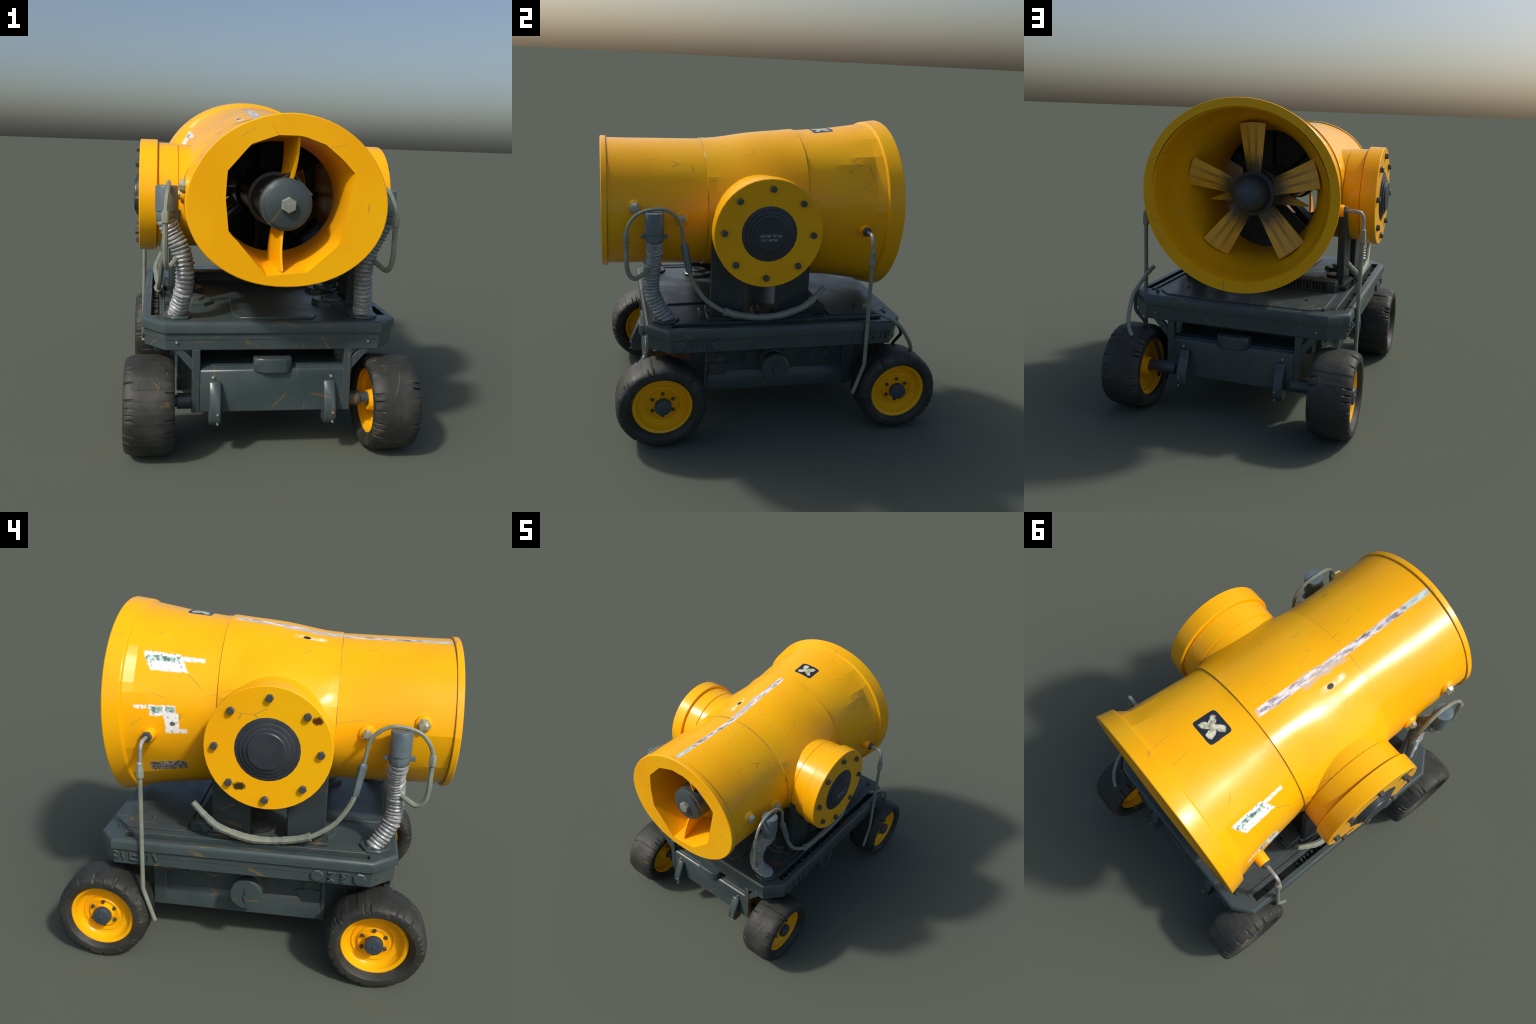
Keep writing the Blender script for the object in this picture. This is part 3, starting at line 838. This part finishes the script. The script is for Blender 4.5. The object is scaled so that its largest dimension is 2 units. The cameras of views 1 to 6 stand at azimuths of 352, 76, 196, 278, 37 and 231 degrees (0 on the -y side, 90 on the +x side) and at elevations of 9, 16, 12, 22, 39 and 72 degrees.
for s in (1, -1):
    for y in (-.676, .757):
        hold = bpy.data.objects.new('wheel', tyre_me[(s, y)]) if k else ty
        hold.data = tyre_me[(s, y)]
        spin = k * 1.3 if y > 0 else 0.0
        if k: COL.objects.link(hold)
        hold.name = 'wheel'
        hold.parent = root
        hold.matrix_local = Matrix.Translation((s * .605, y, WR)) @ Matrix.Rotation(0 if s > 0 else pi, 4, 'Z') @ Matrix.Rotation(spin, 4, 'X')
        inv = Matrix.Rotation(-spin, 4, 'X')
        for src, nm in ((rim, 'rim'), (hubc, 'hub_cap')):
            o = src if k == 0 else src.copy()
            if k: COL.objects.link(o)
            o.name = nm; o.parent = hold; o.matrix_local = inv @ Matrix.Rotation(k * .7, 4, 'X')
        for q in range(6):
            a = radians(60 * q + 0)
            o = bpy.data.objects.new('lug_bolt', lug_me); COL.objects.link(o); o.parent = hold
            o.matrix_local = inv @ Matrix.Translation((0, .069 * sin(a), .069 * cos(a)))
        def axle(bm):
            lathe(bm, [(s * .35, .040), (s * .47, .040), (s * .474, .030), (s * .56, .030)], 14, 'x', (0, y, WR + .012))
        solid('axle', 'steel', axle, 0)
        k += 1

# ------------------------------------------------------------------ ribbed stacks with caps
for s in (1, -1):
    cx, cy = s * .5365, -.716
    def capm(bm):
        lathe(bm, [(1.195, .044), (1.222, .046), (1.224, .0535), (1.336, .0535), (1.343, .0505), (1.344, .046)], 18, 'z', (cx, cy, 0))
    st = solid('stack_cap', 'stack', capm, 0, angle=30)
    def collar(bm):
        lathe(bm, [(1.172, .042), (1.180, .049), (1.218, .051), (1.222, .048)], 9, 'z', (cx, cy, 0), ph=.2)
        bm_box(bm, cx - .012, cx + .012, cy - .074, cy - .044, 1.198, 1.219)
        bm_box(bm, cx - .012, cx + .012, cy + .044, cy + .072, 1.196, 1.217)
    solid('stack_collar', 'stack', collar, .002, parent=st)
    rnd = random.Random(21 + s)
    amp = [rnd.uniform(.75, 1.25) for _ in range(60)]
    tone = [rnd.uniform(-.0018, .0018) for _ in range(60)]
    PITCH = .0205
    def rib(i, f, L):
        q = L / PITCH
        b = int(q) % 60
        fr = q - int(q)
        base = .0400 if f < .9 else .0400 + .003 * (f - .9) * 10
        return base + tone[b] + .0078 * amp[b] * max(0.0, sin(pi * fr)) ** .8
    pts = [(s * .5365, -.716, 1.185), (s * .530, -.716, 1.165), (s * .507, -.712, 1.12), (s * .474, -.716, 1.055), (s * .456, -.722, 1.00), (s * .446, -.726, .945),
           (s * .445, -.726, .885), (s * .452, -.716, .83), (s * .464, -.682, .765), (s * .476, -.650, .715), (s * .480, -.640, .69)]
    P = resample(catmull(pts, 12), PITCH / 6)
    bm = bmesh.new(); sweep(bm, P, rib, 12)
    for v in bm.verts: v.co += Vector((rnd.uniform(-1, 1), rnd.uniform(-1, 1), rnd.uniform(-1, 1))) * .0016
    link('ribbed_hose', mesh_of(bm, 'ribbed_hose'), 'hose', st, angle=33)
    def basep(bm):
        bm_prism(bm, [(s * q[0], q[1]) for q in ((.405, -.655), (.425, -.712), (.50, -.724), (.548, -.668), (.545, -.60), (.47, -.565), (.412, -.59))], 'z', ZD - .002, ZD + .014)
    solid('hose_base_plate', 'steel', basep, .004, parent=st)

    # thin line looping over the stack, down through a sleeve and along under the drum
    loop = [(.486, -.742, 1.0), (.510, -.785, .976), (.528, -.822, .964), (.539, -.855, .993), (.543, -.867, 1.05), (.543, -.868, 1.12), (.543, -.869, 1.20)]
    tube('water_line', 'pipe', [mir(p, s) for p in loop], .0132, 7, angle=35)
    loop2 = [(.543, -.869, 1.19), (.542, -.867, 1.24), (.538, -.845, 1.292), (.531, -.80, 1.336), (.527, -.725, 1.357), (.528, -.655, 1.354), (.530, -.60, 1.320), (.529, -.570, 1.275),
             (.526, -.560, 1.215), (.522, -.551, 1.15), (.522, -.548, 1.13)]
    wl = tube('water_line', 'pipe', [mir(p, s) for p in loop2], .0105, 7, step=.02, angle=35)
    def conn(bm):
        lathe(bm, [(1.180, .015), (1.184, .0185), (1.230, .0185), (1.238, .013)], 6, 'z', (s * .543, -.869, 0))
    solid('line_connector', 'pipe', conn, 0, parent=wl)
    tube('line_sleeve', 'stack', [mir(p, s) for p in ((.521, -.551, 1.160), (.535, -.537, 1.085), (.550, -.521, 1.000))], lambda i, f, L: (.0235 - .005 * f) if .02 < f < .98 else .016, 6, parent=wl, angle=30)
    low = [(.549, -.523, 1.01), (.552, -.505, .955), (.558, -.462, .88), (.560, -.42, .83), (.568, -.34, .775), (.571, -.29, .755)]
    tube('feed_hose', 'pipe', [mir(p, s) for p in low], .0135, 7, step=.02, angle=35)
    rnd2 = random.Random(5 + s)
    bumps = [rnd2.uniform(-.003, .0035) for _ in range(40)]
    thick = [(.571, -.318, .766), (.566, -.24, .74), (.559, -.12, .718), (.565, -.01, .723), (.577, .08, .752), (.582, .16, .788), (.562, .23, .838), (.538, .288, .885)]
    def trad(i, f, L):
        b = L / .045; q = b - int(b)
        r = .0205 + bumps[int(b) % 40] * (1 - abs(2 * q - 1)) + (.002 if q < .12 else 0)
        return r * (1.08 if f < .03 else 1) * (.88 if f > .85 else 1)
    tube('wrapped_hose', 'pipe', [mir(p, s) for p in thick], trad, 8, step=.014, angle=28)

    # bosses and nuts on the barrel flank
    for (by, bz, bx, sk) in ((-.818, 1.350, .437, 0), (-.558, 1.288, .449, 1)):
        def boss(bm):
            lathe(bm, [(s * (bx - .04), .046), (s * (bx + .004), .045), (s * (bx + .014), .040), (s * (bx + .020), .029)], 12, 'x', (0, by, bz))
        bo = solid('flank_boss', 'yellow', boss, 0, angle=30)
        rn = random.Random(int(by * 1000) + s)
        def nut(bm):
            r = .032 if sk == 0 else .027
            lathe(bm, [(s * (bx + .008), r), (s * (bx + .022), r * 1.05), (s * (bx + .040), r * .8), (s * (bx + .046), r * .4)], 7, 'x', (0, by, bz), ph=.3)
            for v in bm.verts: v.co += Vector((rn.uniform(-1, 1), rn.uniform(-1, 1), rn.uniform(-1, 1))) * .005
        solid('boss_nut', 'pale', nut, 0, parent=bo, angle=15)
    # spout, elbow and long drain pipe at the bell end
    sy, sz = .518, 1.226
    def spout(bm):
        lathe(bm, [(s * .48, .036), (s * .545, .034), (s * .552, .031)], 12, 'x', (0, sy, sz))
    sp = solid('pipe_boss', 'yellow', spout, 0, angle=30)
    solid('pipe_nut', 'bolt', lambda bm: lathe(bm, [(s * .55, .029), (s * .564, .029), (s * .570, .024)], 6, 'x', (0, sy, sz)), 0, parent=sp)
    el = [(.56, sy, sz), (.60, sy, sz + .002), (.636, sy, sz), (.652, sy, sz - .012), (.661, sy + .001, sz - .036), (.662, sy + .003, 1.15), (.663, sy + .005, 1.12)]
    tube('drain_elbow', 'hose', [mir(p, s) for p in el], .0105, 10, parent=sp)
    def slv(bm):
        lathe(bm, [(1.050, .015), (1.054, .0195), (1.098, .0195), (1.104, .017), (1.128, .017), (1.134, .012)], 8, 'z', (s * .6635, .5245, 0))
    solid('drain_sleeve', 'pipe', slv, 0, parent=sp)
    dr = [(.6635, .5245, 1.09), (.662, .529, .80), (.664, .533, .45), (.664, .533, .425), (.664, .526, .40), (.663, .480, .25), (.662, .474, .236)]
    tube('drain_pipe', 'pipe', [mir(p, s) for p in dr], .0125, 8, step=0, smooth=False, parent=sp)

# loose hoses at the right rear corner
rh = [(.618, .512, .792), (.628, .545, .775), (.634, .64, .728), (.637, .735, .672), (.634, .785, .615), (.624, .828, .550), (.602, .858, .497), (.576, .874, .462)]
def rrad(i, f, L):
    return .0135 if f < .12 else (.0118 if f < .45 else (.0128 if f < .52 else .0118))
tube('loose_hose', 'pipe', rh, rrad, 8)
th = [(.625, .735, .668), (.612, .765, .63), (.596, .785, .59), (.556, .792, .552), (.525, .775, .50), (.498, .752, .42), (.477, .735, .33), (.472, .728, .27), (.480, .722, .20), (.487, .72, .175)]
tube('loose_cable', 'dark', th, .010, 7)

# every mesh keeps its own name tidy
for ob in list(bpy.data.objects):
    if ob.type == 'MESH': ob.data.name = ob.name.split('.')[0]
